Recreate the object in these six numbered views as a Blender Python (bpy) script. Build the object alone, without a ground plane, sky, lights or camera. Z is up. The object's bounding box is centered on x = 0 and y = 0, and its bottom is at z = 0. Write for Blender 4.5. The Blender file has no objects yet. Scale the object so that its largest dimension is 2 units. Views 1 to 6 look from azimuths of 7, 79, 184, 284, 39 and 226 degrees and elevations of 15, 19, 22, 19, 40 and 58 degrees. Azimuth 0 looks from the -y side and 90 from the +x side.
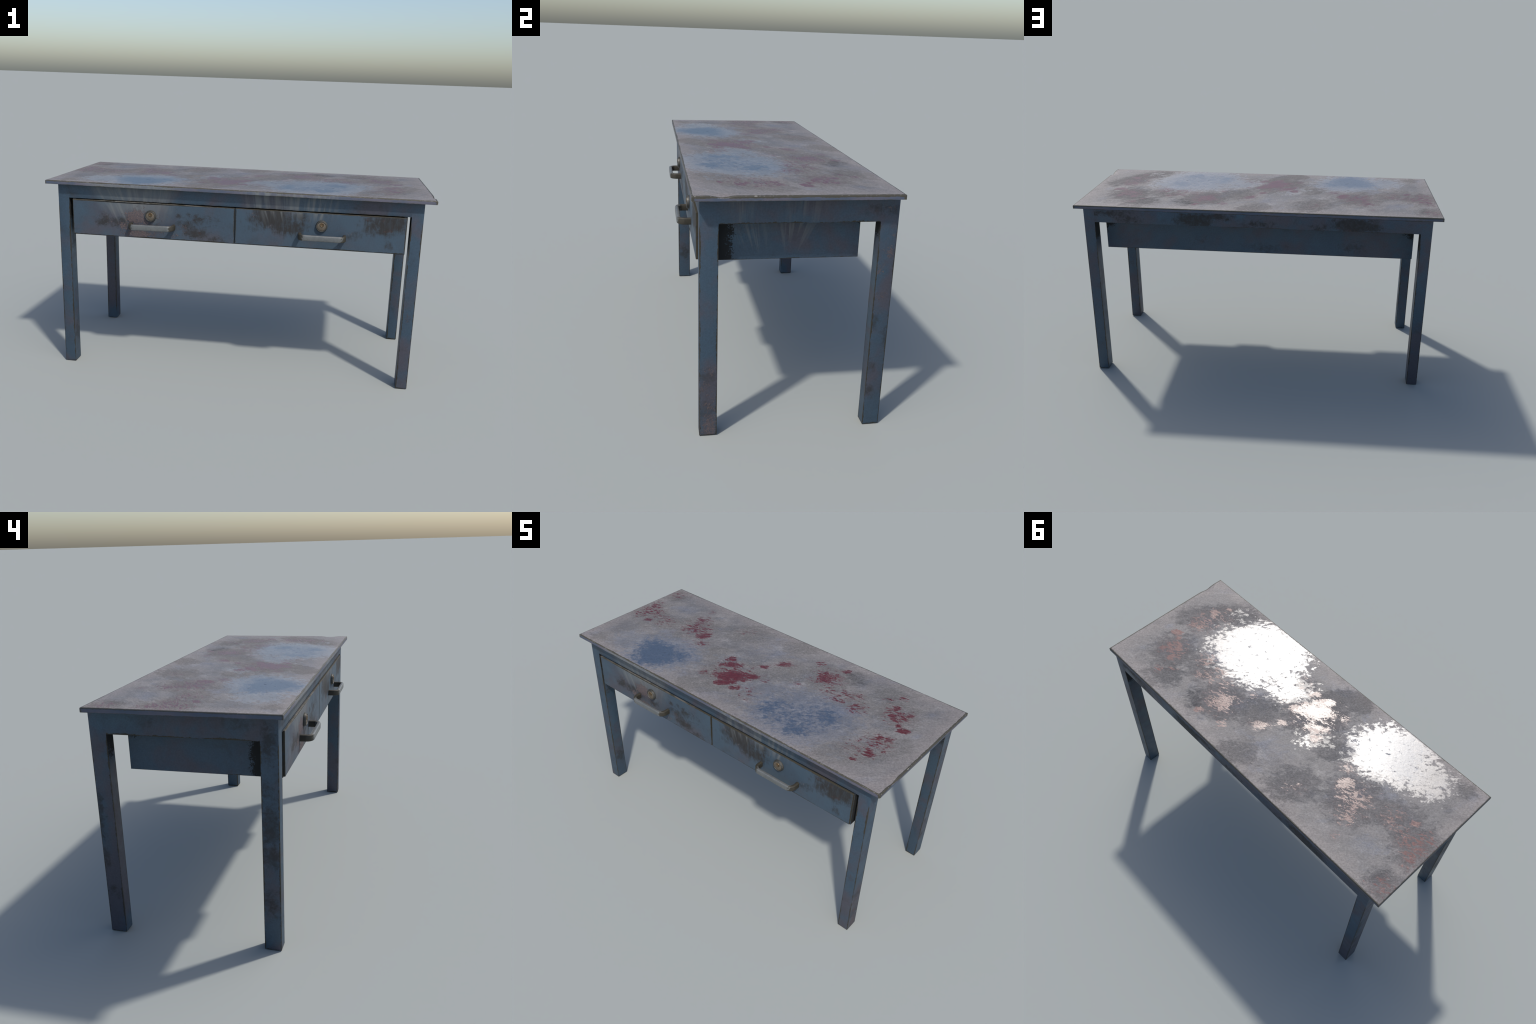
# Weathered two-drawer metal work desk: a scuffed grey top on blue painted legs.
import bpy, bmesh, math, random
from mathutils import Vector, noise as mnoise

random.seed(7)

# ------------------------------------------------------------------ sizes (m)
TOP_X, TOP_Y0, TOP_Y1 = 1.0, -0.381, 0.4168
TOP_Z0, TOP_Z1 = 1.0035, 1.0232
LEG_X0, LEG_X1 = 0.8860, 0.9446           # inner and outer leg faces
FRONT_Y, BACK_Y = -0.3498, 0.4165
LEG_D = 0.0712
APRON_Z, SIDE_APRON_Z = 0.9297, 0.9033
PANEL_Y0, PANEL_Y1 = -0.3570, -0.3485     # drawer fronts
PANEL_Z0, PANEL_Z1 = 0.7402, 0.9254
PANEL_X = 0.8640
CASE_X, CASE_Y1, CASE_Z0 = 0.8672, 0.2895, 0.7362


def srgb(r, g, b):
    f = lambda c: c / 12.92 if c <= 0.04045 else ((c + 0.055) / 1.055) ** 2.4
    return (f(r / 255), f(g / 255), f(b / 255), 1.0)


# ================================================================== node helper
class Graph:
    def __init__(self, name):
        self.mat = bpy.data.materials.new(name)
        self.mat.use_nodes = True
        self.t = self.mat.node_tree
        self.t.nodes.clear()
        self.tc = self.t.nodes.new('ShaderNodeTexCoord')
        self.P = self.tc.outputs['Object']
        geo = self.t.nodes.new('ShaderNodeNewGeometry')
        self.Nrm = geo.outputs['Normal']
        self.x, self.y, self.z = self.split(self.P)

    def node(self, kind, **kw):
        n = self.t.nodes.new(kind)
        for k, v in kw.items():
            setattr(n, k, v)
        return n

    def put(self, sock, v):
        if isinstance(v, bpy.types.NodeSocket):
            self.t.links.new(v, sock)
        else:
            sock.default_value = v

    def split(self, v):
        n = self.node('ShaderNodeSeparateXYZ')
        self.put(n.inputs[0], v)
        return n.outputs[0], n.outputs[1], n.outputs[2]

    def join(self, x, y, z=0.0):
        n = self.node('ShaderNodeCombineXYZ')
        for i, v in enumerate((x, y, z)):
            self.put(n.inputs[i], v)
        return n.outputs[0]

    def m(self, op, a, b=0.0, c=0.0, clamp=False):
        n = self.node('ShaderNodeMath', operation=op, use_clamp=clamp)
        for i, v in enumerate((a, b, c)):
            self.put(n.inputs[i], v)
        return n.outputs[0]

    def add(self, a, b): return self.m('ADD', a, b)
    def sub(self, a, b): return self.m('SUBTRACT', a, b)
    def mul(self, a, b): return self.m('MULTIPLY', a, b)
    def mx(self, a, b): return self.m('MAXIMUM', a, b)
    def mn(self, a, b): return self.m('MINIMUM', a, b)
    def inv(self, a): return self.m('SUBTRACT', 1.0, a)

    def v(self, op, a, b=None, out=0):
        n = self.node('ShaderNodeVectorMath', operation=op)
        self.put(n.inputs[0], a)
        if b is not None:
            self.put(n.inputs[1], b)
        return n.outputs['Value'] if op in ('LENGTH', 'DOT_PRODUCT') else n.outputs[0]

    def step(self, x, a, b, lo=0.0, hi=1.0, smooth=True):
        """x mapped from a..b to lo..hi, clamped."""
        n = self.node('ShaderNodeMapRange',
                      interpolation_type='SMOOTHSTEP' if smooth else 'LINEAR')
        for i, val in enumerate((x, a, b, lo, hi)):
            self.put(n.inputs[i], val)
        return n.outputs[0]

    def noise(self, scale, detail=3.0, rough=0.55, dist=0.0, vec=None, seed=(0, 0, 0), color=False):
        n = self.node('ShaderNodeTexNoise')
        src = vec if vec is not None else self.P
        if isinstance(scale, tuple):
            src = self.v('MULTIPLY', src, scale)
            scale = 1.0
        if seed != (0, 0, 0):
            src = self.v('ADD', src, seed)
        self.put(n.inputs['Vector'], src)
        n.inputs['Scale'].default_value = scale
        n.inputs['Detail'].default_value = detail
        n.inputs['Roughness'].default_value = rough
        n.inputs['Distortion'].default_value = dist
        return n.outputs['Color'] if color else n.outputs['Fac']

    def eq(self, n, lo=0.30, hi=0.70):
        return self.step(n, lo, hi, smooth=False)

    def mix(self, f, a, b):
        n = self.node('ShaderNodeMix', data_type='RGBA')
        self.put(n.inputs[0], f)
        self.put(n.inputs[6], a)
        self.put(n.inputs[7], b)
        return n.outputs[2]

    def gain(self, col, k):
        n = self.node('ShaderNodeMix', data_type='RGBA', blend_type='MULTIPLY')
        n.inputs[0].default_value = 1.0
        self.put(n.inputs[6], col)
        self.put(n.inputs[7], self.join(k, k, k))
        return n.outputs[2]

    def fmix(self, f, a, b):
        n = self.node('ShaderNodeMix', data_type='FLOAT')
        self.put(n.inputs[0], f)
        self.put(n.inputs[2], a)
        self.put(n.inputs[3], b)
        return n.outputs[0]

    def warp(self, vec, scale, amount, detail=3.0, seed=(3.1, 1.7, 5.3)):
        c = self.noise(scale, detail, 0.6, vec=vec, seed=seed, color=True)
        c = self.v('SUBTRACT', c, (0.5, 0.5, 0.5))
        return self.v('ADD', vec, self.v('MULTIPLY', c, (amount, amount, amount)))

    def blob(self, vec, cx, cy, rx, ry, inner=0.45, outer=1.25, s=1.0):
        """Soft ellipse in the first two components of vec."""
        d = self.v('SUBTRACT', vec, (cx, cy, 0.0))
        d = self.v('MULTIPLY', d, (1 / rx, 1 / ry, 0.0))
        return self.step(self.v('LENGTH', d), inner, outer, s, 0.0)

    def blobs(self, vec, spots, inner=0.45, outer=1.25):
        out = None
        for sp in spots:
            b = self.blob(vec, *sp[:4], inner, outer, sp[4] if len(sp) > 4 else 1.0)
            out = b if out is None else self.mx(out, b)
        return out

    def edge(self, c, h):
        """Distance to the nearest edge of a box, measured on its surface."""
        d = self.v('ABSOLUTE', self.v('SUBTRACT', self.P, c))
        a, b, e = self.split(self.v('SUBTRACT', h, d))
        return self.mx(self.mn(a, b), self.mn(self.mx(a, b), e))

    def finish(self, col, rough, height=None, strength=0.3, dist=0.004, metal=0.0, spec=0.5, ior=1.5):
        p = self.node('ShaderNodeBsdfPrincipled')
        self.put(p.inputs['Base Color'], col)
        self.put(p.inputs['Roughness'], rough)
        self.put(p.inputs['Metallic'], metal)
        self.put(p.inputs['Specular IOR Level'], spec)
        p.inputs['IOR'].default_value = ior
        if height is not None:
            b = self.node('ShaderNodeBump')
            b.inputs['Strength'].default_value = strength
            b.inputs['Distance'].default_value = dist
            self.put(b.inputs['Height'], height)
            self.t.links.new(b.outputs[0], p.inputs['Normal'])
        o = self.node('ShaderNodeOutputMaterial')
        self.t.links.new(p.outputs[0], o.inputs[0])
        return self.mat


# ------------------------------------------------------------------ colours
BLUE = (0.035, 0.063, 0.095, 1)
BLUE_BRIGHT = (0.038, 0.076, 0.114, 1)
PLUM = (0.056, 0.056, 0.074, 1)
DIRT = (0.021, 0.020, 0.020, 1)
RUST = (0.085, 0.032, 0.025, 1)
WEAR = (0.026, 0.023, 0.016, 1)  # darkened to match leg edges in shade; BARE is the lighter, sunlit copy
BARE = (0.046, 0.041, 0.028, 1)
NEAR_BLACK = (0.011, 0.010, 0.008, 1)
DRIP = (0.140, 0.150, 0.152, 1)
CRUST = (0.165, 0.112, 0.102, 1)


# ================================================================== blue paint
class Paint:
    """Running state of the layered blue paint: colour, roughness, relief."""

    def __init__(self, name):
        g = self.g = Graph(name)
        big = g.noise(3.2, 3.0, 0.55, 0.6)
        mid = g.noise(11.0, 4.0, 0.6, 0.4, seed=(5, 2, 9))
        f = g.step(g.add(big, g.mul(g.sub(mid, 0.5), 0.5)), 0.40, 0.64)
        col = g.mix(f, BLUE, PLUM)
        bright = g.step(g.noise(4.5, 4.0, 0.6, 0.3, seed=(9, 4, 2)), 0.55, 0.72)
        col = g.mix(g.mul(bright, g.inv(f)), col, BLUE_BRIGHT)
        smoke = g.step(g.noise(7.0, 5.0, 0.65, 0.5, seed=(2, 8, 1)), 0.57, 0.76)
        col = g.mix(g.mul(smoke, 0.45), col, DIRT)
        fine = g.noise(170.0, 4.0, 0.75)
        self.col = g.gain(col, g.step(fine, 0.25, 0.75, 0.84, 1.16))
        self.rough = g.step(mid, 0.3, 0.7, 0.46, 0.62)
        self.h = g.add(g.mul(g.noise(120.0, 3.0, 0.6), 0.35),
                       g.mul(g.noise(38.0, 3.0, 0.6, seed=(1, 1, 4)), 0.35))

    def layer(self, mask, colour, rough=None, rise=0.0):
        g = self.g
        self.col = g.mix(mask, self.col, colour)
        if rough is not None:
            self.rough = g.fmix(mask, self.rough, rough)
        if rise:
            self.h = g.add(self.h, g.mul(mask, rise))

    # -- kinds of damage -------------------------------------------------
    def dirt(self, vec, spots, amount=0.85, streak=None):
        """Smoky brown patches with a broken edge."""
        g = self.g
        w = g.warp(vec, 14.0, 0.070, 5.0)
        v = g.blobs(w, spots, 0.0, 1.45)
        n = g.eq(g.noise(38.0, 9.0, 0.76, 0.5, vec=vec, seed=(4, 4, 4)), 0.32, 0.68)
        if streak:
            n2 = g.eq(g.noise(streak, 6.0, 0.66, 0.3, vec=vec, seed=(7, 1, 0)), 0.33, 0.67)
            n = g.add(g.mul(n, 0.5), g.mul(n2, 0.5))
        mask = g.step(g.sub(v, g.mul(n, 0.9)), -0.32, 0.40)
        wisp = g.eq(g.noise(streak or (50.0, 38.0, 1.0), 8.0, 0.72, 0.6, vec=vec, seed=(1, 12, 4)), 0.34, 0.62)
        mask = g.mul(mask, g.mul(g.step(wisp, 0.0, 0.8, 0.72, 1.0), amount))
        rusty = g.step(g.noise(30.0, 4.0, 0.6, seed=(6, 6, 1)), 0.60, 0.70)
        self.layer(mask, g.mix(g.mul(rusty, 0.28), DIRT, RUST), 0.75)

    def crust(self, vec, spots, rise=1.6, colour=CRUST):
        """Blistered, flaking paint: pinkish raised crumbs."""
        g = self.g
        w = g.warp(vec, 26.0, 0.035, 5.0)
        v = g.blobs(w, spots, 0.0, 1.45)
        n = g.eq(g.noise(62.0, 8.0, 0.72, 1.4, vec=vec, seed=(8, 3, 3)), 0.33, 0.67)
        mask = g.step(g.sub(v, n), -0.05, 0.16)
        halo = g.step(v, 0.1, 0.9)
        self.layer(g.mul(halo, 0.30), PLUM, 0.7)
        flake = g.eq(g.noise(150.0, 4.0, 0.7, 0.8, vec=vec), 0.35, 0.65)
        shade = g.mix(flake, (0.070, 0.062, 0.070, 1), colour)
        self.layer(g.mul(mask, 0.75), shade, 0.8)
        self.h = g.add(self.h, g.mul(mask, g.mul(flake, rise)))
        self.h = g.add(self.h, g.mul(mask, 0.5 * rise))

    def drip(self, x0, x1, focus_x, focus_z, z_end, amount=0.8, freq=42.0, ztop=0.99,
             axis='x', floor=0.0):
        """Pale run marks that fan out from (or fall straight below) a spill."""
        g = self.g
        u = g.x if axis == 'x' else g.y
        k = g.m('DIVIDE', ztop - focus_z, g.sub(g.z, focus_z))
        q = g.add(g.mul(g.sub(u, focus_x), k), focus_x)
        vec = g.join(g.mul(q, freq), g.mul(g.z, 3.0), 0.0)
        n = g.eq(g.noise(1.0, 4.0, 0.62, 0.15, vec=vec, seed=(2.5, 0, 0)), 0.30, 0.68)
        soft = 0.10
        win = g.mul(g.step(q, x0 - soft * .3, x0 + soft), g.step(q, x1 - soft, x1 + soft * .3, 1.0, 0.0))
        reach = g.noise(1.0, 2.0, 0.5, vec=g.join(g.mul(q, freq * 0.6), 0.0, 0.0), seed=(9, 0, 0))
        zl = g.step(reach, 0.3, 0.7, z_end + 0.07, z_end - 0.05, smooth=False)
        fade = g.step(g.sub(g.z, zl), 0.0, 0.09)
        mask = g.mul(g.mul(g.step(n, 0.30, 0.85, floor, 1.0), win), g.mul(fade, amount))
        self.layer(mask, DRIP, 0.72)

    def wear(self, c, h, width=0.0022, rag=0.011, limit=None, colour=WEAR):
        """Paint rubbed off along the edges of a box."""
        g = self.g
        e = g.edge(c, h)
        n = g.sub(g.noise(70.0, 5.0, 0.7, seed=(1, 9, 9)), 0.5)
        n2 = g.sub(g.noise(7.0, 3.0, 0.6, seed=(3, 0, 7)), 0.5)
        e = g.add(e, g.add(g.mul(n, rag), g.mul(n2, rag * 1.1)))
        mask = g.step(e, width - 0.0004, width + 0.0006, 1.0, 0.0)
        if limit is not None:
            mask = g.mul(mask, limit)
        grain = g.step(g.noise(240.0, 3.0, 0.6), 0.3, 0.7, 0.75, 1.3)
        self.layer(mask, g.gain(colour, grain), 0.55, -0.5)

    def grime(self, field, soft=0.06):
        """Grainy black patch: field is 1 in the thick of it, 0 where it ends."""
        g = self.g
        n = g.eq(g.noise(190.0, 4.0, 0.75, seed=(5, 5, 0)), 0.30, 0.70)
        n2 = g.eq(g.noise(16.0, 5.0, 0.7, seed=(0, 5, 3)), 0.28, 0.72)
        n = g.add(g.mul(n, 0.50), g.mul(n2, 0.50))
        self.layer(g.mul(g.step(g.sub(field, n), 0.0, soft), 0.92), NEAR_BLACK, 0.9)

    def done(self, strength=0.35, dist=0.0022):
        return self.g.finish(self.col, self.rough, self.h, strength, dist, spec=0.45)


# ================================================================== mesh helpers
ROOT = bpy.data.objects.new('metal_desk', None)
bpy.context.scene.collection.objects.link(ROOT)
ROOT.empty_display_size = 0.2
ROOT['label'] = 'worn blue metal desk with stained grey top, two drawers'
ROOT['category'] = 'desk'


def publish(name, bm, mats, parent=ROOT, smooth_angle=None):
    me = bpy.data.meshes.new(name)
    bmesh.ops.recalc_face_normals(bm, faces=bm.faces)
    bm.to_mesh(me)
    bm.free()
    for mt in (mats if isinstance(mats, (list, tuple)) else [mats]):
        me.materials.append(mt)
    if smooth_angle is not None:
        me.shade_smooth()
        me.set_sharp_from_angle(angle=math.radians(smooth_angle))
    ob = bpy.data.objects.new(name, me)
    bpy.context.scene.collection.objects.link(ob)
    ob.parent = parent
    return ob


def box(x0, x1, y0, y1, z0, z1, bevel=0.0, pick=None):
    bm = bmesh.new()
    bmesh.ops.create_cube(bm, size=1.0)
    for vtx in bm.verts:
        vtx.co = Vector((x0 if vtx.co.x < 0 else x1, y0 if vtx.co.y < 0 else y1,
                         z0 if vtx.co.z < 0 else z1))
    if bevel:
        ed = [e for e in bm.edges if pick is None or pick(e)]
        bmesh.ops.bevel(bm, geom=ed, offset=bevel, segments=2, profile=0.5, affect='EDGES')
    return bm


def mid(a, b): return (a + b) / 2
def half(a, b): return abs(b - a) / 2


# ================================================================== desktop
def desktop_material():
    g = Graph('stained_grey_top')
    top = g.step(g.split(g.Nrm)[2], 0.45, 0.6)
    # the wipe marks run along a diagonal: a = along, b = across
    a = g.v('DOT_PRODUCT', g.P, (0.782, 0.623, 0))
    b = g.v('DOT_PRODUCT', g.P, (-0.623, 0.782, 0))
    R = g.join(a, b, 0.0)

    def turn(spots):
        return [(0.782 * s[0] + 0.623 * s[1], -0.623 * s[0] + 0.782 * s[1]) + tuple(s[2:]) for s in spots]

    # --- base: cloudy, finely mottled grey enamel
    cloud = g.noise((3.0, 4.6, 1), 6.0, 0.62, 0.6, vec=R, seed=(1, 2, 0))
    cloud2 = g.noise((8.0, 14.0, 1), 6.0, 0.68, 0.4, vec=R, seed=(4, 7, 0))
    blend = g.add(g.mul(cloud, 0.55), g.mul(cloud2, 0.45))
    col = g.mix(g.step(blend, 0.40, 0.60), (0.118, 0.113, 0.115, 1), (0.170, 0.158, 0.154, 1))
    pale = g.step(g.noise((8.0, 14.0, 1), 8.0, 0.74, 0.3, vec=R, seed=(11, 3, 0)), 0.50, 0.74)
    col = g.mix(g.mul(pale, 0.62), col, (0.270, 0.256, 0.250, 1))
    bluish = g.step(g.noise((4.2, 6.5, 1), 6.0, 0.68, 0.4, vec=R, seed=(2, 13, 0)), 0.52, 0.70)
    col = g.mix(g.mul(bluish, 0.42), col, (0.115, 0.135, 0.185, 1))
    dx = g.sub(TOP_X, g.m('ABSOLUTE', g.x))
    dy = g.sub(half(TOP_Y0, TOP_Y1), g.m('ABSOLUTE', g.sub(g.y, mid(TOP_Y0, TOP_Y1))))
    rim = g.step(g.add(g.mn(dx, dy), g.mul(g.sub(cloud2, 0.5), 0.25)), 0.0, 0.10, 1.0, 0.0)
    col = g.mix(g.mul(rim, 0.45), col, (0.235, 0.205, 0.192, 1))

    # --- blue spills with a dense heart and a patchy skirt
    W = g.warp(R, 8.0, 0.11, 6.0)
    heart = g.blobs(W, turn([(-0.53, -0.235, 0.150, 0.160, 1.25), (-0.43, -0.16, 0.120, 0.11, 0.75),
                             (0.40, -0.19, 0.230, 0.170, 0.62), (0.45, -0.25, 0.110, 0.085, 0.80),
                             (0.51, -0.08, 0.120, 0.135, 0.70), (0.26, -0.19, 0.120, 0.120, 0.70)]), 0.0, 1.50)
    skirt = g.blobs(W, turn([(-0.50, -0.21, 0.25, 0.22, 1.0), (0.40, -0.15, 0.31, 0.25, 1.0),
                             (-0.76, 0.24, 0.09, 0.08, 0.55), (-0.10, 0.23, 0.17, 0.10, 0.5),
                             (0.52, 0.37, 0.09, 0.05, 0.5), (0.72, 0.05, 0.07, 0.07, 0.6),
                             (0.79, -0.12, 0.06, 0.04, 0.7), (0.16, 0.06, 0.12, 0.08, 0.55)]), 0.1, 1.45)
    bn = g.eq(g.noise((32.0, 46.0, 1), 10.0, 0.78, 0.3, vec=R, seed=(3, 3, 0)), 0.32, 0.68)
    dense = g.step(g.sub(heart, g.mul(bn, 0.95)), -0.20, 0.34)
    thin = g.step(g.sub(skirt, g.mul(bn, 0.7)), -0.25, 0.60)
    col = g.mix(g.mul(thin, 0.27), col, (0.082, 0.108, 0.165, 1))
    col = g.mix(g.mul(dense, 0.90), col, (0.037, 0.056, 0.091, 1))

    # --- dark red paint flakes: (x, y, along, across, cover)
    red_spots = turn([
        (-0.94, 0.15, .060, .078, .62), (-0.93, 0.04, .080, .085, .62), (-0.85, 0.00, .036, .030, .95),
        (-0.86, 0.09, .052, .066, .66), (-0.76, 0.06, .085, .095, .50), (-0.96, 0.34, .075, .066, .48),
        (-0.61, 0.21, .066, .060, .62), (-0.60, 0.12, .075, .066, .66), (-0.54, 0.19, .036, .048, .50),
        (-0.48, 0.08, .060, .045, 1.0), (-0.54, 0.09, .030, .036, .62), (-0.43, 0.00, .075, .055, .58),
        (-0.52, -0.04, .044, .032, .46), (-0.63, 0.31, .046, .050, .44),
        (-0.07, -0.12, .120, .070, 1.35), (-0.15, -0.04, .085, .036, 1.10), (-0.19, 0.00, .052, .036, .95),
        (-0.21, -0.19, .040, .045, .75), (-0.06, -0.19, .075, .030, 1.25), (0.00, -0.06, .060, .040, 1.1),
        (0.01, -0.19, .050, .027, .95), (0.09, -0.18, .045, .045, .52), (0.13, -0.23, .036, .034, .46),
        (0.00, 0.06, .036, .038, .78), (0.06, 0.16, .056, .036, .95), (-0.33, 0.27, .060, .050, .44),
        (0.20, 0.29, .040, .040, .66), (0.08, -0.04, .040, .042, .52),
        (0.30, 0.19, .066, .075, .98), (0.34, 0.32, .045, .022, .80), (0.23, 0.05, .040, .034, .52),
        (0.38, 0.11, .066, .045, .54), (0.45, 0.15, .030, .046, .60), (0.53, 0.17, .034, .040, .62),
        (0.48, 0.07, .030, .024, .60), (0.57, 0.07, .058, .058, .62), (0.65, 0.25, .055, .024, .60),
        (0.70, 0.31, .036, .040, .62), (0.72, 0.21, .036, .032, .98), (0.74, 0.14, .042, .036, .94),
        (0.80, 0.19, .034, .032, .86), (0.80, 0.09, .026, .034, .88), (0.84, 0.07, .042, .028, 1.25),
        (0.79, -0.05, .036, .024, .88), (0.83, -0.04, .050, .048, .66), (0.72, -0.12, .028, .026, .60),
        (0.81, -0.17, .038, .038, .98), (0.78, -0.26, .034, .018, .66), (0.71, -0.22, .032, .034, .40)])
    W2 = g.warp(R, 20.0, 0.040, 6.0, seed=(8, 1, 2))
    rv = g.blobs(W2, red_spots, 0.0, 1.45)
    spread = g.blobs(W2, turn([
        (-0.92, 0.08, .13, .12, .50), (-0.57, 0.12, .14, .14, .52), (-0.09, -0.10, .19, .13, .55),
        (0.31, 0.20, .13, .13, .54), (0.46, 0.12, .12, .09, .44), (0.57, 0.08, .08, .08, .46),
        (0.76, 0.16, .11, .12, .54), (0.80, -0.09, .11, .11, .52), (0.78, -0.20, .09, .08, .42),
        (-0.32, 0.28, .10, .06, .36), (-0.95, 0.34, .10, .08, .42), (0.06, 0.15, .10, .05, .44),
        (0.72, -0.20, .08, .08, .34), (0.08, -0.17, .09, .08, .40), (-0.75, 0.05, .12, .09, .38)]), 0.1, 1.5)
    rv = g.mx(rv, spread)
    tilt = g.join(g.add(g.mul(g.split(R)[0], 0.94), g.mul(g.split(R)[1], -0.34)),
                  g.add(g.mul(g.split(R)[0], 0.34), g.mul(g.split(R)[1], 0.94)), 0.0)
    rn = g.eq(g.noise((24.0, 62.0, 1), 10.0, 0.74, 1.0, vec=tilt, seed=(6, 0, 0)), 0.32, 0.66)
    rn2 = g.noise((48.0, 105.0, 1), 9.0, 0.72, 1.6, vec=tilt, seed=(16, 5, 0))
    rn = g.eq(g.add(g.mul(rn, 0.42), g.mul(g.eq(rn2, 0.30, 0.70), 0.58)), 0.16, 0.84)
    chipv = g.node('ShaderNodeTexVoronoi', voronoi_dimensions='2D')
    chipv.inputs['Scale'].default_value = 1.0
    g.put(chipv.inputs['Vector'], g.v('MULTIPLY', g.warp(tilt, 30.0, 0.02, 5.0, seed=(9, 9, 1)), (46.0, 105.0, 1.0)))
    flake = g.split(chipv.outputs['Color'])[0]
    rn = g.add(g.mul(rn, 0.62), g.mul(flake, 0.38))
    crack = g.m('ABSOLUTE', g.sub(g.noise((13.0, 64.0, 1), 7.0, 0.66, 0.9, vec=tilt, seed=(21, 5, 0)), 0.5))
    crack = g.step(crack, 0.0, 0.030, 0.55, 0.0)
    red = g.step(g.sub(g.sub(rv, crack), rn), -0.015, 0.035)
    halo = g.blobs(g.warp(R, 7.0, 0.10, 6.0), turn([
        (-0.92, 0.08, .16, .16, .9), (-0.55, 0.12, .17, .17, .95), (-0.10, -0.10, .22, .16, 1.0),
        (-0.30, 0.28, .17, .12, .85), (0.02, 0.36, .14, .10, .85), (0.31, 0.20, .18, .14, 1.1), (0.14, 0.10, .14, .12, .9),
        (0.55, 0.14, .13, .12, .8), (0.75, 0.17, .16, .15, 1.0), (0.82, -0.10, .13, .12, 1.0),
        (-0.14, -0.29, .17, .08, 1.25), (0.73, -0.26, .19, .09, 1.0), (0.65, 0.32, .13, .09, .9),
        (-0.89, -0.32, .07, .06, .8), (0.89, -0.05, .10, .09, .8), (-0.74, 0.03, .17, .09, .9),
        (-0.96, 0.33, .12, .10, .8), (0.08, -0.20, .08, .06, .8), (-0.30, -0.02, .12, .09, .9)]), 0.2, 1.45)
    dn = g.eq(g.noise((20.0, 34.0, 1), 10.0, 0.78, 0.4, vec=R, seed=(0, 9, 0)), 0.32, 0.68)
    dust = g.step(g.sub(g.mul(halo, 0.95), dn), -0.30, 0.30)
    loose = g.step(g.noise((4.5, 8.0, 1), 8.0, 0.70, 0.4, vec=R, seed=(9, 9, 0)), 0.50, 0.70)
    dust = g.mx(dust, g.mul(loose, 0.45))
    dust = g.mul(dust, g.inv(g.mul(dense, 0.9)))
    soot = g.mul(g.blobs(g.warp(R, 20.0, 0.06, 5.0), turn([(0.40, 0.31, .07, .05, 1), (0.46, 0.28, .06, .04, 1),
                                                          (0.66, 0.24, .06, .04, .8), (-0.9, .30, .07, .06, .5)]), 0.0, 1.4),
                 g.step(dn, 0.25, 0.9, 1.0, 0.0))
    col = g.mix(g.mul(dust, 0.50), col, (0.110, 0.107, 0.106, 1))
    col = g.mix(g.mul(soot, 0.70), col, (0.040, 0.040, 0.045, 1))
    redcol = g.mix(g.eq(g.noise(60.0, 6.0, 0.7, vec=R)), (0.064, 0.007, 0.009, 1), (0.096, 0.010, 0.013, 1))
    tint = g.mul(g.step(rv, 0.05, 0.8), g.step(rn, 0.15, 0.75, 0.40, 0.0))
    col = g.mix(tint, col, (0.110, 0.040, 0.048, 1))
    col = g.mix(g.mul(red, 0.95), col, redcol)

    # --- fine grain, scuffs
    speck = g.noise((95.0, 130.0, 1), 6.0, 0.80, 0.2, vec=R)
    col = g.gain(col, g.step(speck, 0.28, 0.72, 0.66, 1.34))
    dots = g.step(g.noise(190.0, 3.0, 0.6, vec=R, seed=(5, 2, 0)), 0.60, 0.72)
    col = g.mix(g.mul(dots, g.mul(g.mul(g.inv(dense), g.inv(red)), 0.40)), col, (0.34, 0.33, 0.33, 1))
    mott = g.noise((26.0, 46.0, 1), 9.0, 0.76, 0.6, vec=R, seed=(17, 2, 0))
    keep_off = g.mul(g.inv(red), g.inv(g.mul(dense, 0.7)))
    col = g.mix(g.mul(g.mul(g.step(mott, 0.54, 0.68), 0.42), keep_off), col, (0.285, 0.265, 0.258, 1))
    col = g.mix(g.mul(g.mul(g.step(mott, 0.46, 0.34), 0.42), keep_off), col, (0.082, 0.075, 0.071, 1))
    scuff = g.step(g.noise((11.0, 150.0, 1), 3.0, 0.6, 0.6, vec=tilt, seed=(3, 8, 0)), 0.60, 0.70)
    col = g.mix(g.mul(scuff, 0.12), col, (0.30, 0.29, 0.29, 1))
    pool = g.blobs(W, turn([(-0.51, -0.21, .30, .24, 1.35), (0.42, -0.17, .36, .29, 1.40), (0.13, -0.12, .22, .16, 1.1),
                            (-0.72, -0.22, .22, .17, 1.1), (-0.18, 0.0, .16, .12, .9), (0.70, -0.28, .14, .09, .8)]), 0.2, 1.5)
    wet = g.step(g.sub(pool, g.mul(g.add(g.mul(bn, 0.5), g.mul(dn, 0.5)), 1.60)), -0.07, 0.15)
    holes = g.step(g.noise((34.0, 52.0, 1), 8.0, 0.74, 0.5, vec=R, seed=(14, 1, 0)), 0.34, 0.42)
    wet = g.mul(g.mx(wet, g.mul(dense, 0.8)), holes)
    rough = g.fmix(wet, g.step(blend, 0.40, 0.60, 0.56, 0.64), 0.34)
    matt = g.mul(dust, g.inv(g.mul(wet, 0.75)))
    rough = g.fmix(matt, rough, 0.86)
    rough = g.fmix(red, rough, 0.30)
    shine = g.fmix(wet, 0.24, 0.54)
    shine = g.fmix(matt, shine, 0.12)
    shine = g.fmix(red, shine, 0.21)
    h = g.add(g.mul(speck, 0.30), g.mul(g.noise((60.0, 90.0, 1), 5.0, 0.65, 0.5, vec=R), 0.5))
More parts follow.
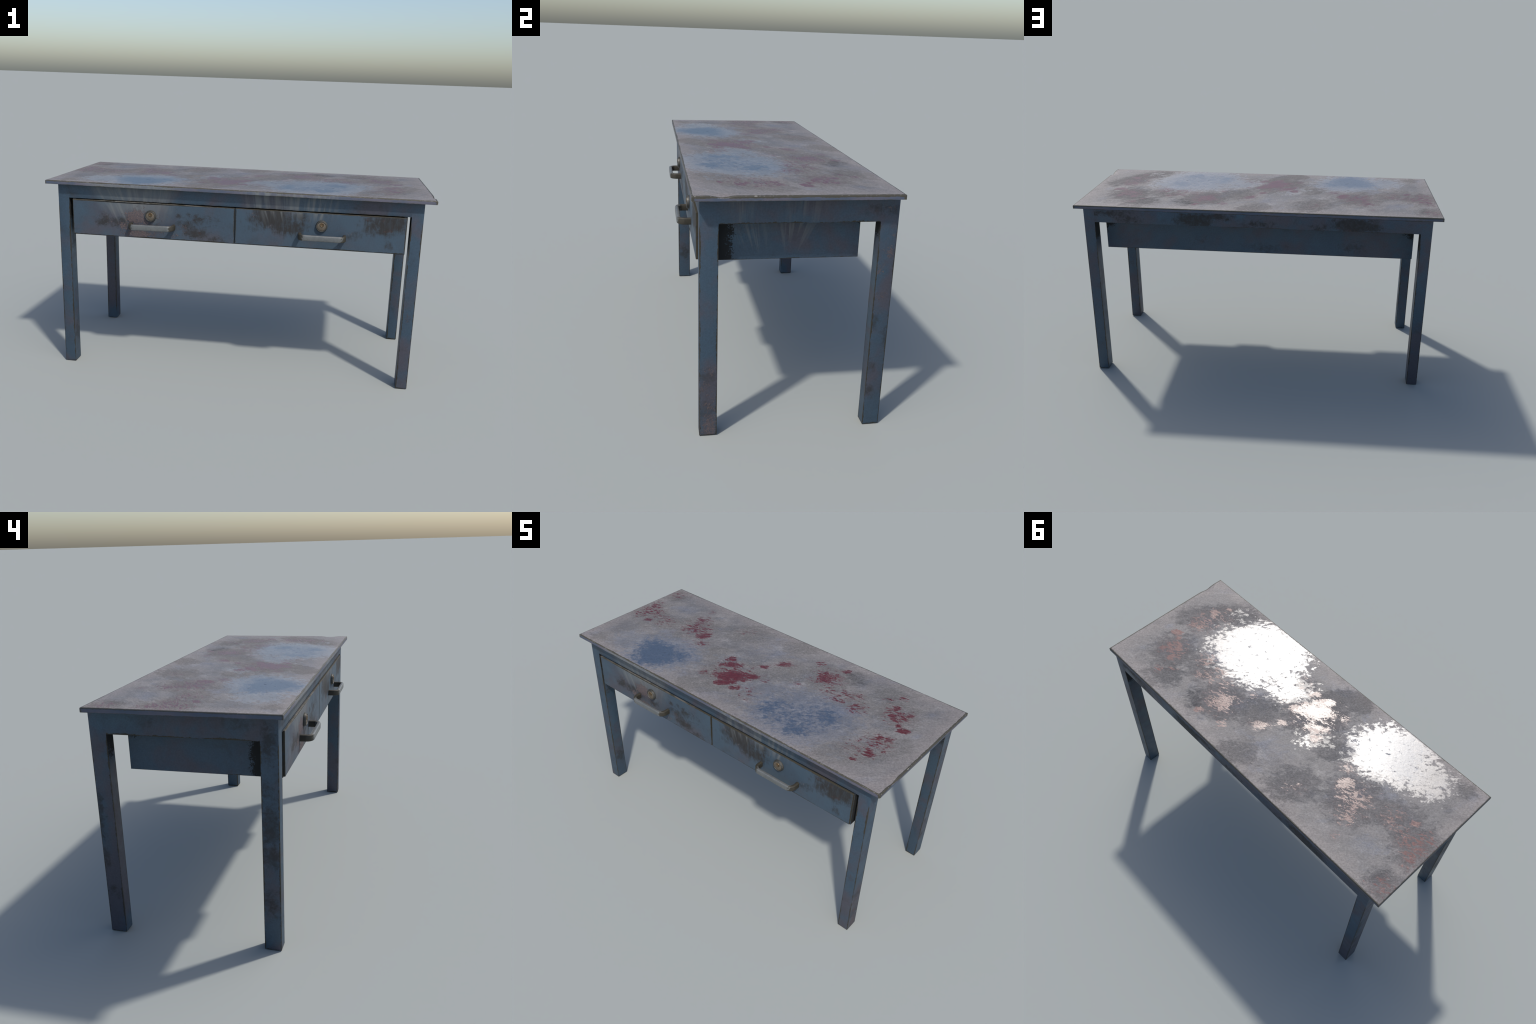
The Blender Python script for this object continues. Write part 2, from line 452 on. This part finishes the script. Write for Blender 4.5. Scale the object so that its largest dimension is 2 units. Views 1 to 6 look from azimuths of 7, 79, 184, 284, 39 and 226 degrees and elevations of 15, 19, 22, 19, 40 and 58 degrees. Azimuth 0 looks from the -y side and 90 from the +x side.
    h = g.add(h, g.mul(dust, 0.25))

    # --- the edge band is painted like the frame
    side = Paint.__new__(Paint)
    side.g = g
    pl = g.step(g.noise(5.0, 4.0, 0.6, 0.5), 0.40, 0.60)
    side.col = g.mix(pl, (0.056, 0.074, 0.112, 1), (0.092, 0.089, 0.118, 1))
    side.rough, side.h = 0.55, h
    front = g.step(g.y, TOP_Y0 + 0.02, TOP_Y0 + 0.03, 1.0, 0.0)
    keep = side.col
    side.drip(-0.80, -0.27, -0.45, 0.55, 0.80, 0.95, 36.0, 1.0, floor=0.60)
    side.drip(0.02, 0.56, 0.30, -1.0, 0.80, 0.90, 36.0, 1.0, floor=0.2)
    scol = g.mix(front, keep, side.col)
    col = g.mix(top, scol, col)
    rough = g.fmix(top, 0.58, rough)

    # --- bare brown metal where the rim is knocked about
    e = g.mx(g.mn(dx, dy), g.sub(TOP_Z1, g.z))
    e = g.mx(g.mn(dx, g.mx(dy, g.sub(TOP_Z1, g.z))), g.mn(dy, g.mx(dx, g.sub(TOP_Z1, g.z))))
    e = g.mn(g.mn(g.mx(dx, g.sub(TOP_Z1, g.z)), g.mx(dy, g.sub(TOP_Z1, g.z))), g.mx(dx, dy))
    rag = g.sub(g.noise(95.0, 5.0, 0.7, seed=(2, 2, 2)), 0.5)
    rag2 = g.sub(g.noise(11.0, 3.0, 0.6, seed=(6, 2, 2)), 0.5)
    right = g.step(g.x, 0.985, 0.995, 0.0, 0.0034)
    back = g.step(g.y, TOP_Y1 - 0.02, TOP_Y1 - 0.01, 0.0, 0.0008)
    e2 = g.sub(g.add(e, g.add(g.mul(rag, 0.011), g.mul(rag2, 0.010))), g.add(right, back))
    worn = g.step(e2, 0.0048, 0.0058, 1.0, 0.0)
    left = g.step(g.x, -0.992, -0.985, 0.45, 1.0)
    worn = g.mul(worn, g.step(g.mul(left, 1.0), 0.4, 0.9, 0.85, 1.0))
    low = g.sub(g.z, TOP_Z0)
    e3 = g.add(low, g.add(g.mul(rag, 0.008), g.mul(rag2, 0.012)))
    under = g.mul(g.step(e3, 0.0006, 0.0014, 1.0, 0.0), g.inv(top))
    col = g.mix(g.mx(worn, g.mul(under, 0.8)), col, BARE)
    pale_dash = g.mul(g.mul(worn, g.step(e, 0.0024, 0.0030, 1.0, 0.0)),
                 g.step(g.noise((75.0, 75.0, 40.0), 3.0, 0.6, seed=(1, 6, 6)), 0.565, 0.60))
    pale_dash = g.mul(pale_dash, g.step(g.noise(3.5, 2.0, 0.5, seed=(7, 2, 0)), 0.46, 0.54))
    near_dent = g.mul(g.step(g.x, 0.97, 0.99), g.step(g.y, -0.16, -0.10, 1.0, 0.08))
    pale_dash = g.mul(pale_dash, g.mx(near_dent, 0.30))
    col = g.mix(g.mul(pale_dash, 0.85), col, (0.36, 0.34, 0.31, 1))
    rough = g.fmix(worn, rough, 0.55)
    h = g.sub(h, g.mul(worn, 0.6))
    shine = g.fmix(worn, g.fmix(top, 0.25, shine), 0.3)
    return g.finish(col, rough, h, 0.30, 0.0016, spec=shine, ior=1.80)


def build_desktop():
    """A thin slab with rolled edges, a dent by the front right corner and small nicks."""
    def stations(a, b, n):
        rim = [0.0, 0.0008, 0.0022, 0.0042, 0.012]
        lo = [a + r for r in rim]
        hi = [b - r for r in reversed(rim)]
        inner = [lo[-1] + (hi[0] - lo[-1]) * i / n for i in range(1, n)]
        return lo + inner + hi
    xs, ys = stations(-TOP_X, TOP_X, 260), stations(TOP_Y0, TOP_Y1, 110)

    def roll(d):                        # drop of the rounded rim at distance d from the edge
        r = 0.0042
        return 0.0 if d >= r else r - math.sqrt(max(0.0, r * r - (r - d) ** 2))

    def dent(x, y):
        inward = max(0.0, TOP_X - x)
        k = math.exp(-((y + 0.272) / 0.030) ** 2) * math.exp(-(inward / 0.020) ** 2) * 0.0078
        k -= math.exp(-((y + 0.335) / 0.022) ** 2) * math.exp(-(inward / 0.020) ** 2) * 0.0010
        return k

    def nick(x, y, d):
        n = mnoise.noise(Vector((x * 38, y * 38, 1.3))) + 0.6 * mnoise.noise(Vector((x * 95, y * 95, 4.0)))
        return max(0.0, n - 0.15) * 0.0016 * math.exp(-(d / 0.004) ** 2)

    bm = bmesh.new()
    grid = []
    for x in xs:
        row = []
        for y in ys:
            dx, dy = TOP_X - abs(x), min(y - TOP_Y0, TOP_Y1 - y)
            d = min(dx, dy)
            wave = 0.0005 * mnoise.noise(Vector((x * 3, y * 3, 0.4)))
            z = TOP_Z1 - max(roll(dx), roll(dy)) - dent(x, y) - nick(x, y, d) + wave
            row.append(bm.verts.new((x, y, z)))
        grid.append(row)
    for i in range(len(xs) - 1):
        for j in range(len(ys) - 1):
            bm.faces.new((grid[i][j], grid[i + 1][j], grid[i + 1][j + 1], grid[i][j + 1]))
    loop = ([grid[i][0] for i in range(len(xs))] + [grid[-1][j] for j in range(1, len(ys))] +
            [grid[i][-1] for i in range(len(xs) - 2, -1, -1)] + [grid[0][j] for j in range(len(ys) - 2, 0, -1)])
    foot = [bm.verts.new((v.co.x, v.co.y, TOP_Z0)) for v in loop]
    n = len(loop)
    for k in range(n):
        bm.faces.new((loop[k], foot[k], foot[(k + 1) % n], loop[(k + 1) % n]))
    bm.faces.new(foot)
    return publish('desktop', bm, desktop_material(), smooth_angle=50)


# ================================================================== frame
def leg_material(sx, sy):
    p = Paint('leg_paint')
    g = p.g
    y0, y1 = (FRONT_Y, FRONT_Y + LEG_D) if sy < 0 else (BACK_Y - LEG_D, BACK_Y)
    nx, ny, nz = g.split(g.Nrm)
    XZ, YZ = g.join(g.x, g.z), g.join(g.y, g.z)
    on_y = g.step(g.m('ABSOLUTE', ny), 0.5, 0.7)

    def only(face, fn):
        """Run fn, but keep its changes on one face only."""
        c0, r0, h0 = p.col, p.rough, p.h
        fn()
        p.col, p.rough, p.h = g.mix(face, c0, p.col), g.fmix(face, r0, p.rough), g.fmix(face, h0, p.h)

    outer_x = g.step(g.mul(nx, sx), 0.5, 0.7)
    inner_x = g.step(g.mul(nx, -sx), 0.5, 0.7)
    if (sx, sy) == (1, -1):
        only(outer_x, lambda: (p.dirt(YZ, [(-.315, .27, .05, .06, .7), (-.315, .12, .05, .05, .7)], .6),
                               p.crust(YZ, [(-.30, .30, .05, .05, .42), (-.32, .21, .05, .07, .42),
                                            (-.31, .13, .05, .08, .48), (-.31, .04, .05, .09, .72)])))
        only(on_y, lambda: p.crust(XZ, [(.912, .40, .03, .05, .50), (.90, .33, .02, .05, .35)], 1.2, PLUM))
    elif (sx, sy) == (1, 1):
        only(outer_x, lambda: (p.dirt(YZ, [(.36, .47, .03, .05, .7), (.41, .40, .03, .06, .6), (.36, .28, .03, .05, .5),
                                           (.355, .16, .04, .05, .7), (.39, .95, .06, .03, .7)], .7),
                               p.crust(YZ, [(.395, .78, .03, .04, .62), (.365, .70, .03, .04, .5), (.40, .85, .03, .02, .4),
                                            (.37, .60, .04, .03, .45), (.39, .96, .04, .03, .4), (.36, .52, .03, .02, .38)])))
    elif (sx, sy) == (-1, -1):
        only(outer_x, lambda: p.dirt(YZ, [(-.31, .90, .05, .09, .85), (-.30, .70, .05, .06, .6), (-.31, .55, .05, .12, .9),
                                          (-.32, .42, .06, .06, .8), (-.31, .22, .05, .08, .7)], .8))
        only(inner_x, lambda: p.dirt(YZ, [(-.30, .17, .06, .07, .8), (-.31, .68, .06, .04, .6)], .7))
        only(on_y, lambda: p.crust(XZ, [(-.91, .14, .03, .05, .38), (-.90, .56, .03, .02, .3)], 1.0, PLUM))
    else:
        only(outer_x, lambda: p.dirt(YZ, [(.41, .55, .025, .14, .9), (.40, .36, .03, .06, .7), (.39, .20, .05, .05, .5)], .75))
    # ragged black patch under the rails, on the faces that look inward
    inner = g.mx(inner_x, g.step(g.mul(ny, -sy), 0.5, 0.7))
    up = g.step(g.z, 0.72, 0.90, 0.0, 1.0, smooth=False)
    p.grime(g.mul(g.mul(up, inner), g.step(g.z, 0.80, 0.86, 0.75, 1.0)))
    below = g.step(g.z, SIDE_APRON_Z - 0.02, SIDE_APRON_Z, 1.0, 0.0)
    c = (sx * mid(LEG_X0, LEG_X1), mid(y0, y1), 1.0)
    p.wear(c, (half(LEG_X0, LEG_X1), half(y0, y1), 1.0), 0.0030, 0.015, below)
    return p.done(0.5)


def build_legs():
    for sx in (-1, 1):
        for sy in (-1, 1):
            y0, y1 = (FRONT_Y, FRONT_Y + LEG_D) if sy < 0 else (BACK_Y - LEG_D, BACK_Y)
            x0, x1 = sorted((sx * LEG_X0, sx * LEG_X1))
            def pick(e):                # round the free corners; leave flush joints with the rails sharp
                a, b = e.verts
                if abs(a.co.z - b.co.z) < 0.1:
                    return a.co.z < 0.5
                at_outer_x = abs(abs(a.co.x) - LEG_X1) < 1e-4
                at_outer_y = abs(a.co.y - (FRONT_Y if sy < 0 else BACK_Y)) < 1e-4
                return at_outer_x == at_outer_y
            bm = box(x0, x1, y0, y1, 0.0, TOP_Z0 - 0.0005, 0.0014, pick)
            publish('leg', bm, leg_material(sx, sy), smooth_angle=40)


def build_aprons():
    T = 0.022
    # front rail
    p = Paint('front_apron_paint'); g = p.g
    XZ = g.join(g.x, g.z)
    p.crust(XZ, [(.60, .945, .12, .025, .36), (-.62, .955, .05, .03, .30), (-.2, .935, .09, .012, .3)], 0.8, PLUM)
    p.dirt(XZ, [(-.66, .97, .06, .03, .5), (.62, .96, .07, .03, .5)], .5)
    p.drip(-0.79, -0.29, -0.45, 0.55, 0.80, 0.85, 34.0, floor=0.50)
    p.drip(0.03, 0.54, 0.30, -1.0, 0.80, 0.75, 38.0, floor=0.15)
    z0 = APRON_Z
    p.wear((0, FRONT_Y + T / 2, mid(z0, TOP_Z0)), (2.0, T / 2, half(z0, TOP_Z0)), 0.0014, 0.009)
    publish('apron', box(-LEG_X0, LEG_X0, FRONT_Y, FRONT_Y + T, z0, TOP_Z0 - 0.0005, 0.0012,
                         lambda e: max(v.co.z for v in e.verts) < z0 + 0.01 and abs(e.verts[0].co.x - e.verts[1].co.x) > 0.1),
            p.done(), smooth_angle=40)
    # back rail
    p = Paint('back_apron_paint'); g = p.g
    XZ = g.join(g.x, g.z)
    p.dirt(XZ, [(.80, .985, .16, .03, .75), (.70, .955, .10, .03, .62), (.33, .965, .13, .05, 1.15), (.20, .985, .10, .03, .8),
                (-.02, .95, .14, .03, .55), (-.53, .965, .15, .05, 1.1), (-.63, .955, .08, .03, .8), (-.35, .95, .08, .02, .6)], .95)
    p.crust(XZ, [(-.45, .95, .05, .02, .35), (-.5, .94, .05, .015, .4)], 0.8, RUST)
    p.wear((0, BACK_Y - T / 2, mid(z0, TOP_Z0)), (2.0, T / 2, half(z0, TOP_Z0)), 0.0012, 0.009)
    publish('apron', box(-LEG_X0, LEG_X0, BACK_Y - T, BACK_Y, z0, TOP_Z0 - 0.0005, 0.0012,
                         lambda e: max(v.co.z for v in e.verts) < z0 + 0.01 and abs(e.verts[0].co.x - e.verts[1].co.x) > 0.1),
            p.done(), smooth_angle=40)
    # side rails
    ya, yb, z0 = FRONT_Y + LEG_D, BACK_Y - LEG_D, SIDE_APRON_Z
    for sx in (-1, 1):
        p = Paint('side_apron_paint'); g = p.g
        YZ = g.join(g.y, g.z)
        if sx > 0:
            p.dirt(YZ, [(.33, .955, .07, .03, .7)], .6)
            p.drip(-0.26, -0.13, -0.2, 0.0, 0.86, 0.62, 45.0, axis='y', floor=0.15)
            p.drip(-0.05, 0.14, 0.0, 0.0, 0.86, 0.40, 45.0, axis='y')
        else:
            p.dirt(YZ, [(.2, .96, .10, .03, .45), (-.2, .96, .08, .04, .6)], .5)
        x0, x1 = sorted((sx * (LEG_X1 - T), sx * LEG_X1))
        p.wear((sx * (LEG_X1 - T / 2), 0, mid(z0, TOP_Z0)), (T / 2, 2.0, half(z0, TOP_Z0)), 0.0040, 0.020)
        publish('apron', box(x0, x1, ya, yb, z0, TOP_Z0 - 0.0005, 0.0012,
                             lambda e: max(v.co.z for v in e.verts) < z0 + 0.01 and abs(e.verts[0].co.y - e.verts[1].co.y) > 0.1),
                p.done(), smooth_angle=40)


# ================================================================== drawer case
def build_case():
    p = Paint('drawer_case_paint'); g = p.g
    nx, ny, nz = g.split(g.Nrm)
    XZ = g.join(g.x, g.z)
    right, left, rear = g.step(nx, .5, .7), g.step(nx, -.7, -.5, 1.0, 0.0), g.step(ny, .5, .7)
    p.dirt(XZ, [(-.53, .79, .10, .04, .6), (-.05, .77, .14, .04, .5), (.33, .80, .08, .04, .4)], .6)
    c0, r0 = p.col, p.rough
    p.drip(-0.28, -0.06, -0.08, 0.55, 0.75, 0.62, 40.0, 0.90, axis='y')
    p.drip(-0.08, 0.14, 0.0, 0.66, 0.77, 0.66, 40.0, 0.90, axis='y')
    p.col, p.rough = g.mix(right, c0, p.col), g.fmix(right, r0, p.rough)
    # black speckled areas: front ends of both sides, under the rails and on the rear corners
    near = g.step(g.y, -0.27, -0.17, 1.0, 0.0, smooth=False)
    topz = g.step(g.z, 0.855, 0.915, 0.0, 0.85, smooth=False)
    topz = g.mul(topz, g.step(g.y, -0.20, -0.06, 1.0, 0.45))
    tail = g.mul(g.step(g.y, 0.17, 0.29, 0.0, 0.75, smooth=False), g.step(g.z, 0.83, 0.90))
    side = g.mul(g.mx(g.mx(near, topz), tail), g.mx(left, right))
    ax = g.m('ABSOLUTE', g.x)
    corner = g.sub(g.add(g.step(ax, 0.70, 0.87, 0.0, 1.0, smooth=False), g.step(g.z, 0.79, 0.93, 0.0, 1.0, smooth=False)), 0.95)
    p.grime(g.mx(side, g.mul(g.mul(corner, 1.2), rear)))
    yc = mid(-0.3485, CASE_Y1)
    p.wear((0, yc, mid(CASE_Z0, 1.2)), (CASE_X, half(-0.3485, CASE_Y1), half(CASE_Z0, 1.2)), 0.0012, 0.010)
    # open-topped box: low front wall, floor, full-height back wall; cheeks close the ends
    prof = [(-0.3482, CASE_Z0), (-0.3482, 0.9225), (-0.3430, 0.9225), (-0.3430, 0.7900), (0.2700, 0.7900), (0.2700, 1.0015), (CASE_Y1, 1.0015), (CASE_Y1, CASE_Z0)]
    bm = bmesh.new()
    a = [bm.verts.new((-CASE_X, y, z)) for y, z in prof]
    b = [bm.verts.new((CASE_X, y, z)) for y, z in prof]
    n = len(prof)
    for i in range(n):
        bm.faces.new((a[i], a[(i + 1) % n], b[(i + 1) % n], b[i]))
    bm.faces.new(a); bm.faces.new(b)
    for sx in (-1, 1):                  # cheeks that close the ends of the low nose
        x0, x1 = sorted((sx * CASE_X, sx * (CASE_X - 0.016)))
        cheek = bmesh.ops.create_cube(bm, size=1.0)['verts']
        for v in cheek:
            v.co = Vector((x0 if v.co.x < 0 else x1, -0.3430 if v.co.y < 0 else 0.2700, 0.7900 if v.co.z < 0 else 0.9600))
    publish('drawer_case', bm, p.done())


# ================================================================== drawers
def drawer_material(left):
    p = Paint('drawer_paint'); g = p.g
    XZ = g.join(g.x, g.z)
    # a cleaner, bluer coat than the frame
    f = g.step(g.noise(5.0, 4.0, 0.6, 0.4, seed=(3, 3, 8)), 0.35, 0.62)
    p.col = g.mix(g.mul(g.inv(f), 0.75), p.col, BLUE_BRIGHT)
    p.col = g.mix(0.25, p.col, (0.056, 0.064, 0.076, 1))
    if left:
        p.dirt(XZ, [(-.57, .82, .07, .04, .9), (-.44, .80, .05, .03, .7), (-.695, .822, .06, .040, .85), (-.62, .812, .065, .034, .8), (-.201, .785, .085, .040, .95),
                    (-.202, .856, .060, .035, .75), (-.292, .87, .035, .025, .6), (-.13, .85, .05, .04, .45),
                    (-.25, .82, .06, .04, .8), (-.10, .76, .06, .02, .6)], .95)
        haze = g.blobs(g.warp(XZ, 9.0, 0.06, 5.0), [(-.50, .905, .17, .055, 1.0), (-.42, .86, .08, .05, .6)], 0.1, 1.4)
        p.layer(g.mul(haze, 0.42), DRIP, 0.7)
        p.drip(-0.80, -0.29, -0.45, 0.48, 0.810, 0.72, 30.0, floor=0.35)
        p.crust(XZ, [(-.520, .851, .075, .050, 1.05), (-.47, .835, .05, .05, .7), (-.56, .835, .03, .03, .8), (-.594, .799, .034, .028, .85), (-.512, .761, .11, .030, .92),
                     (-.395, .850, .045, .050, .36), (-.272, .809, .050, .030, .42), (-.32, .758, .040, .020, .46),
                     (-.655, .815, .025, .02, .38), (-.70, .855, .02, .02, .3), (-.50, .90, .05, .02, .40),
                     (-.43, .78, .10, .03, .36)])
    else:
        p.dirt(XZ, [(.195, .885, .135, .065, 1.15), (.14, .91, .07, .04, 1.0), (.315, .850, .075, .060, .9), (.25, .84, .10, .05, .8),
                    (.33, .90, .07, .03, .7), (.776, .891, .130, .080, .92), (.82, .895, .07, .05, 1.0), (.76, .850, .07, .03, .95), (.70, .86, .08, .05, .7),
                    (.614, .816, .045, .032, .62), (.781, .781, .045, .030, .5), (.68, .90, .05, .03, .7), (.10, .82, .06, .03, .4)],
               1.0, streak=(62.0, 13.0, 1.0))
        p.drip(0.08, 0.54, 0.36, 0.30, 0.850, 0.85, 36.0, floor=0.1)
        p.crust(XZ, [(.09, .90, .04, .02, .34), (.185, .845, .02, .02, .42), (.60, .82, .04, .03, .28)], 0.9)
    x0, x1 = (-PANEL_X, -0.003) if left else (0.003, PANEL_X)
    p.wear((mid(x0, x1), mid(PANEL_Y0, PANEL_Y1), mid(PANEL_Z0, PANEL_Z1)),
           (half(x0, x1), half(PANEL_Y0, PANEL_Y1), half(PANEL_Z0, PANEL_Z1)), 0.0030, 0.010)
    nx, ny, nz = g.split(g.Nrm)
    flank = g.mx(g.step(nz, .6, .8), g.mul(g.step(g.m('ABSOLUTE', nx), .6, .8),
                                           g.step(g.noise(50.0, 4.0, .6), .36, .46)))
    p.layer(g.mul(flank, 0.95), BARE, 0.6)
    return p.done(0.55)


def metal_material(name, base, dark, light, rough, metal, ends=None):
    """Pitted cast metal with brown tarnish; ends = (centre x, where the tarnish starts, ...)."""
    g = Graph(name)
    n = g.noise(30.0, 5.0, 0.65, 0.4)
    fine = g.noise(300.0, 3.0, 0.7)
    col = g.mix(g.step(n, 0.35, 0.65), base, light)
    mask = g.mul(g.step(n, 0.52, 0.66), 0.35)
    if ends is not None:
        cx, start, full = ends
        d = g.m('ABSOLUTE', g.sub(g.x, cx))
        rear = g.step(g.y, -0.405, -0.380)
        e = g.add(g.mx(g.step(d, start, full), rear), g.mul(g.sub(g.noise(75.0, 6.0, 0.72, seed=(4, 1, 1)), 0.5), 2.4))
        mask = g.mx(mask, g.step(e, 0.40, 0.60))
    col = g.mix(mask, col, dark)
    col = g.gain(col, g.step(fine, 0.25, 0.75, 0.82, 1.18))
    return g.finish(col, g.fmix(mask, rough, 0.6), g.add(fine, n), 0.25, 0.0012,
                    metal=g.fmix(mask, metal, 0.1))


def build_handle(cx, tilt, parent):
    """Flat bar bent into a U, standing off the drawer front."""
    hw, tall, thick, R = 0.1215, 0.0295, 0.0168, 0.028
    y_in, y_out = PANEL_Y0 + 0.003, -0.4165
    zc = 0.8055
    # centre line of the bar in plan
    path = []
    xo, yo = hw - thick / 2, y_out + thick / 2
    path.append((-xo, y_in))
    path.append((-xo, y_in - 0.012))
    for k in range(11):
        t = math.pi / 2 * k / 10
        path.append((-xo + R - R * math.cos(t), yo + R - R * math.sin(t)))
    for k in range(1, 12):
        path.append((-xo + R + (2 * xo - 2 * R) * k / 12, yo))
    for k in range(11):
        t = math.pi / 2 * k / 10
        path.append((xo - R + R * math.sin(t), yo + R - R * math.cos(t)))
    path.append((xo, y_in - 0.012))
    path.append((xo, y_in))
    # rounded rectangle section (across, up)
    r, sec = 0.0050, []
    for qx, qz, a0 in ((1, 1, 0), (-1, 1, 90), (-1, -1, 180), (1, -1, 270)):
        for k in range(4):
            a = math.radians(a0 + 30 * k)
            sec.append((qx * (thick / 2 - r) + r * math.cos(a), qz * (tall / 2 - r) + r * math.sin(a)))
    bm = bmesh.new()
    rings = []
    for i, (px, py) in enumerate(path):
        ax, ay = path[max(0, i - 1)]
        bx, by = path[min(len(path) - 1, i + 1)]
        t = Vector((bx - ax, by - ay)).normalized()
        nrm = Vector((t.y, -t.x))
        ring = []
        for s, u in sec:
            x, y = px + nrm.x * s, py + nrm.y * s
            wob = 0.0005 * mnoise.noise(Vector((x * 40 + cx, y * 40, u * 30)))
            ring.append(bm.verts.new((cx + x, y, zc + u + tilt * x + wob)))
        rings.append(ring)
    m = len(sec)
    for a, b in zip(rings, rings[1:]):
        for k in range(m):
            bm.faces.new((a[k], a[(k + 1) % m], b[(k + 1) % m], b[k]))
    bm.faces.new(rings[0]); bm.faces.new(rings[-1])
    mat = metal_material('worn_handle_metal', (0.126, 0.135, 0.136, 1), (0.036, 0.032, 0.023, 1),
                         (0.165, 0.172, 0.170, 1), 0.44, 0.30, ends=(cx, 0.080, 0.118))
    publish('handle', bm, mat, parent, smooth_angle=45)


def revolve(bm, cx, cz, prof, seg=48, mat=0):
    """Turn (radius, y) pairs about an axis along y."""
    rings = []
    for r, y in prof:
        if r < 1e-6:
            rings.append([bm.verts.new((cx, y, cz))])
        else:
            rings.append([bm.verts.new((cx + r * math.cos(2 * math.pi * k / seg), y,
                                        cz + r * math.sin(2 * math.pi * k / seg))) for k in range(seg)])
    for a, b in zip(rings, rings[1:]):
        for k in range(seg):
            q = [a[k % len(a)], a[(k + 1) % len(a)], b[(k + 1) % len(b)], b[k % len(b)]]
            q = list(dict.fromkeys(q))
            if len(q) > 2:
                f = bm.faces.new(q)
                f.material_index = mat


def build_lock(cx, parent, turned):
    cz, y0 = 0.8590, PANEL_Y0
    bm = bmesh.new()
    revolve(bm, cx, cz, [(0.0302, y0 + 0.002), (0.0302, y0 - 0.004), (0.0296, y0 - 0.0042), (0.0282, y0 - 0.0090),
                         (0.0272, y0 - 0.0118), (0.0258, y0 - 0.0126), (0.0240, y0 - 0.0124), (0.0232, y0 - 0.0115),
                         (0.0228, y0 - 0.0090)])
    revolve(bm, cx, cz, [(0.0228, y0 - 0.0090), (0.0221, y0 - 0.0090), (0.0217, y0 - 0.0108), (0.0208, y0 - 0.0113),
                         (0.0, y0 - 0.0115)], mat=1)
    px, pz, r = cx + (0.0016 if turned else 0.0010), cz + 0.0085, 0.0108
    revolve(bm, px, pz, [(r, y0 - 0.011), (r, y0 - 0.0124), (r * 0.90, y0 - 0.0138), (r * 0.72, y0 - 0.0143),
                         (r * 0.60, y0 - 0.0138), (r * 0.5, y0 - 0.0132), (0.0, y0 - 0.0130)], 32, 2)
    ring = metal_material('lock_ring_metal', (0.048, 0.047, 0.041, 1), (0.030, 0.027, 0.020, 1), (0.085, 0.085, 0.080, 1), 0.48, 0.3)
    face = metal_material('lock_face_brass', (0.118, 0.101, 0.080, 1), (0.095, 0.094, 0.088, 1), (0.155, 0.122, 0.082, 1), 0.50, 0.2)
    plug = metal_material('lock_plug_brass', (0.070, 0.050, 0.028, 1), (0.036, 0.030, 0.020, 1), (0.160, 0.105, 0.055, 1), 0.36, 0.5)
    publish('lock', bm, [ring, face, plug], parent, smooth_angle=35)


def build_drawers():
    for left in (True, False):
        x0, x1 = (-PANEL_X, -0.003) if left else (0.003, PANEL_X)
        # front sheet: upright slab whose top edge sags on the left drawer
        n = 90
        bm = bmesh.new()
        cols = []
        for i in range(n + 1):
            x = x0 + (x1 - x0) * i / n
            sag = 0.0
            if left:
                sag = 0.0046 + 0.0030 * math.exp(-((x + 0.56) / 0.19) ** 2)
                sag *= 1.0 if x < -0.25 else max(0.0, (-0.10 - x) / 0.15) if x < -0.10 else 0.0
                sag = max(sag, 0.0)
            b = 0.0011
            zt = PANEL_Z1 - sag
            prof = [(PANEL_Y0 + b, PANEL_Z0), (PANEL_Y0, PANEL_Z0 + b), (PANEL_Y0, zt - b), (PANEL_Y0 + b, zt),
                    (PANEL_Y1, zt), (PANEL_Y1, PANEL_Z0)]
            cols.append([bm.verts.new((x, y, z)) for y, z in prof])
        for a, b in zip(cols, cols[1:]):
            for k in range(6):
                bm.faces.new((a[k], a[(k + 1) % 6], b[(k + 1) % 6], b[k]))
        bm.faces.new(cols[0]); bm.faces.new(cols[-1])
        mat = drawer_material(left)
        front = publish('drawer_front', bm, mat, smooth_angle=40)
        if left:
            build_lip(front)
        build_handle(-0.4340 if left else 0.4485, 0.010 if left else 0.0, front)
        build_lock(-0.4435 if left else 0.4435, front, not left)


def build_lip(parent):
    """Folded top flange of the left drawer, sprung upward so that a gap opens beneath it."""
    p = Paint('bent_lip_metal'); g = p.g
    p.col = g.mix(g.step(g.noise(18.0, 5.0, .65, .4), .4, .62), BARE, (0.115, 0.105, 0.090, 1))
    p.drip(-0.78, -0.31, -0.45, 0.55, 0.80, 0.5)
    mat = p.done(0.4)
    bm = bmesh.new()
    n, rings = 100, []
    for i in range(n + 1):
        x = -PANEL_X + 0.0005 + (PANEL_X - 0.12) * i / n
        t = (x + PANEL_X) / (PANEL_X - 0.12)
        rise = 0.0014 * min(1.0, max(0.0, (x + 0.83) / 0.13)) ** 1.5
        rise *= 1.0 if x < -0.45 else max(0.0, (-0.12 - x) / 0.33)
        zt = PANEL_Z1 + rise
        th = 0.0042
        yf = PANEL_Y0 - 0.0004
        prof = [(yf + 0.0008, zt - th), (yf, zt - th + 0.0008), (yf, zt - 0.0008), (yf + 0.0008, zt),
                (PANEL_Y1 - 0.0015, zt), (PANEL_Y1 - 0.0015, zt - th)]
        rings.append([bm.verts.new((x, y, z)) for y, z in prof])
    for a, b in zip(rings, rings[1:]):
        for k in range(6):
            bm.faces.new((a[k], a[(k + 1) % 6], b[(k + 1) % 6], b[k]))
    bm.faces.new(rings[0]); bm.faces.new(rings[-1])
    publish('bent_lip', bm, mat, parent, smooth_angle=40)


build_desktop()
build_legs()
build_aprons()
build_case()
build_drawers()
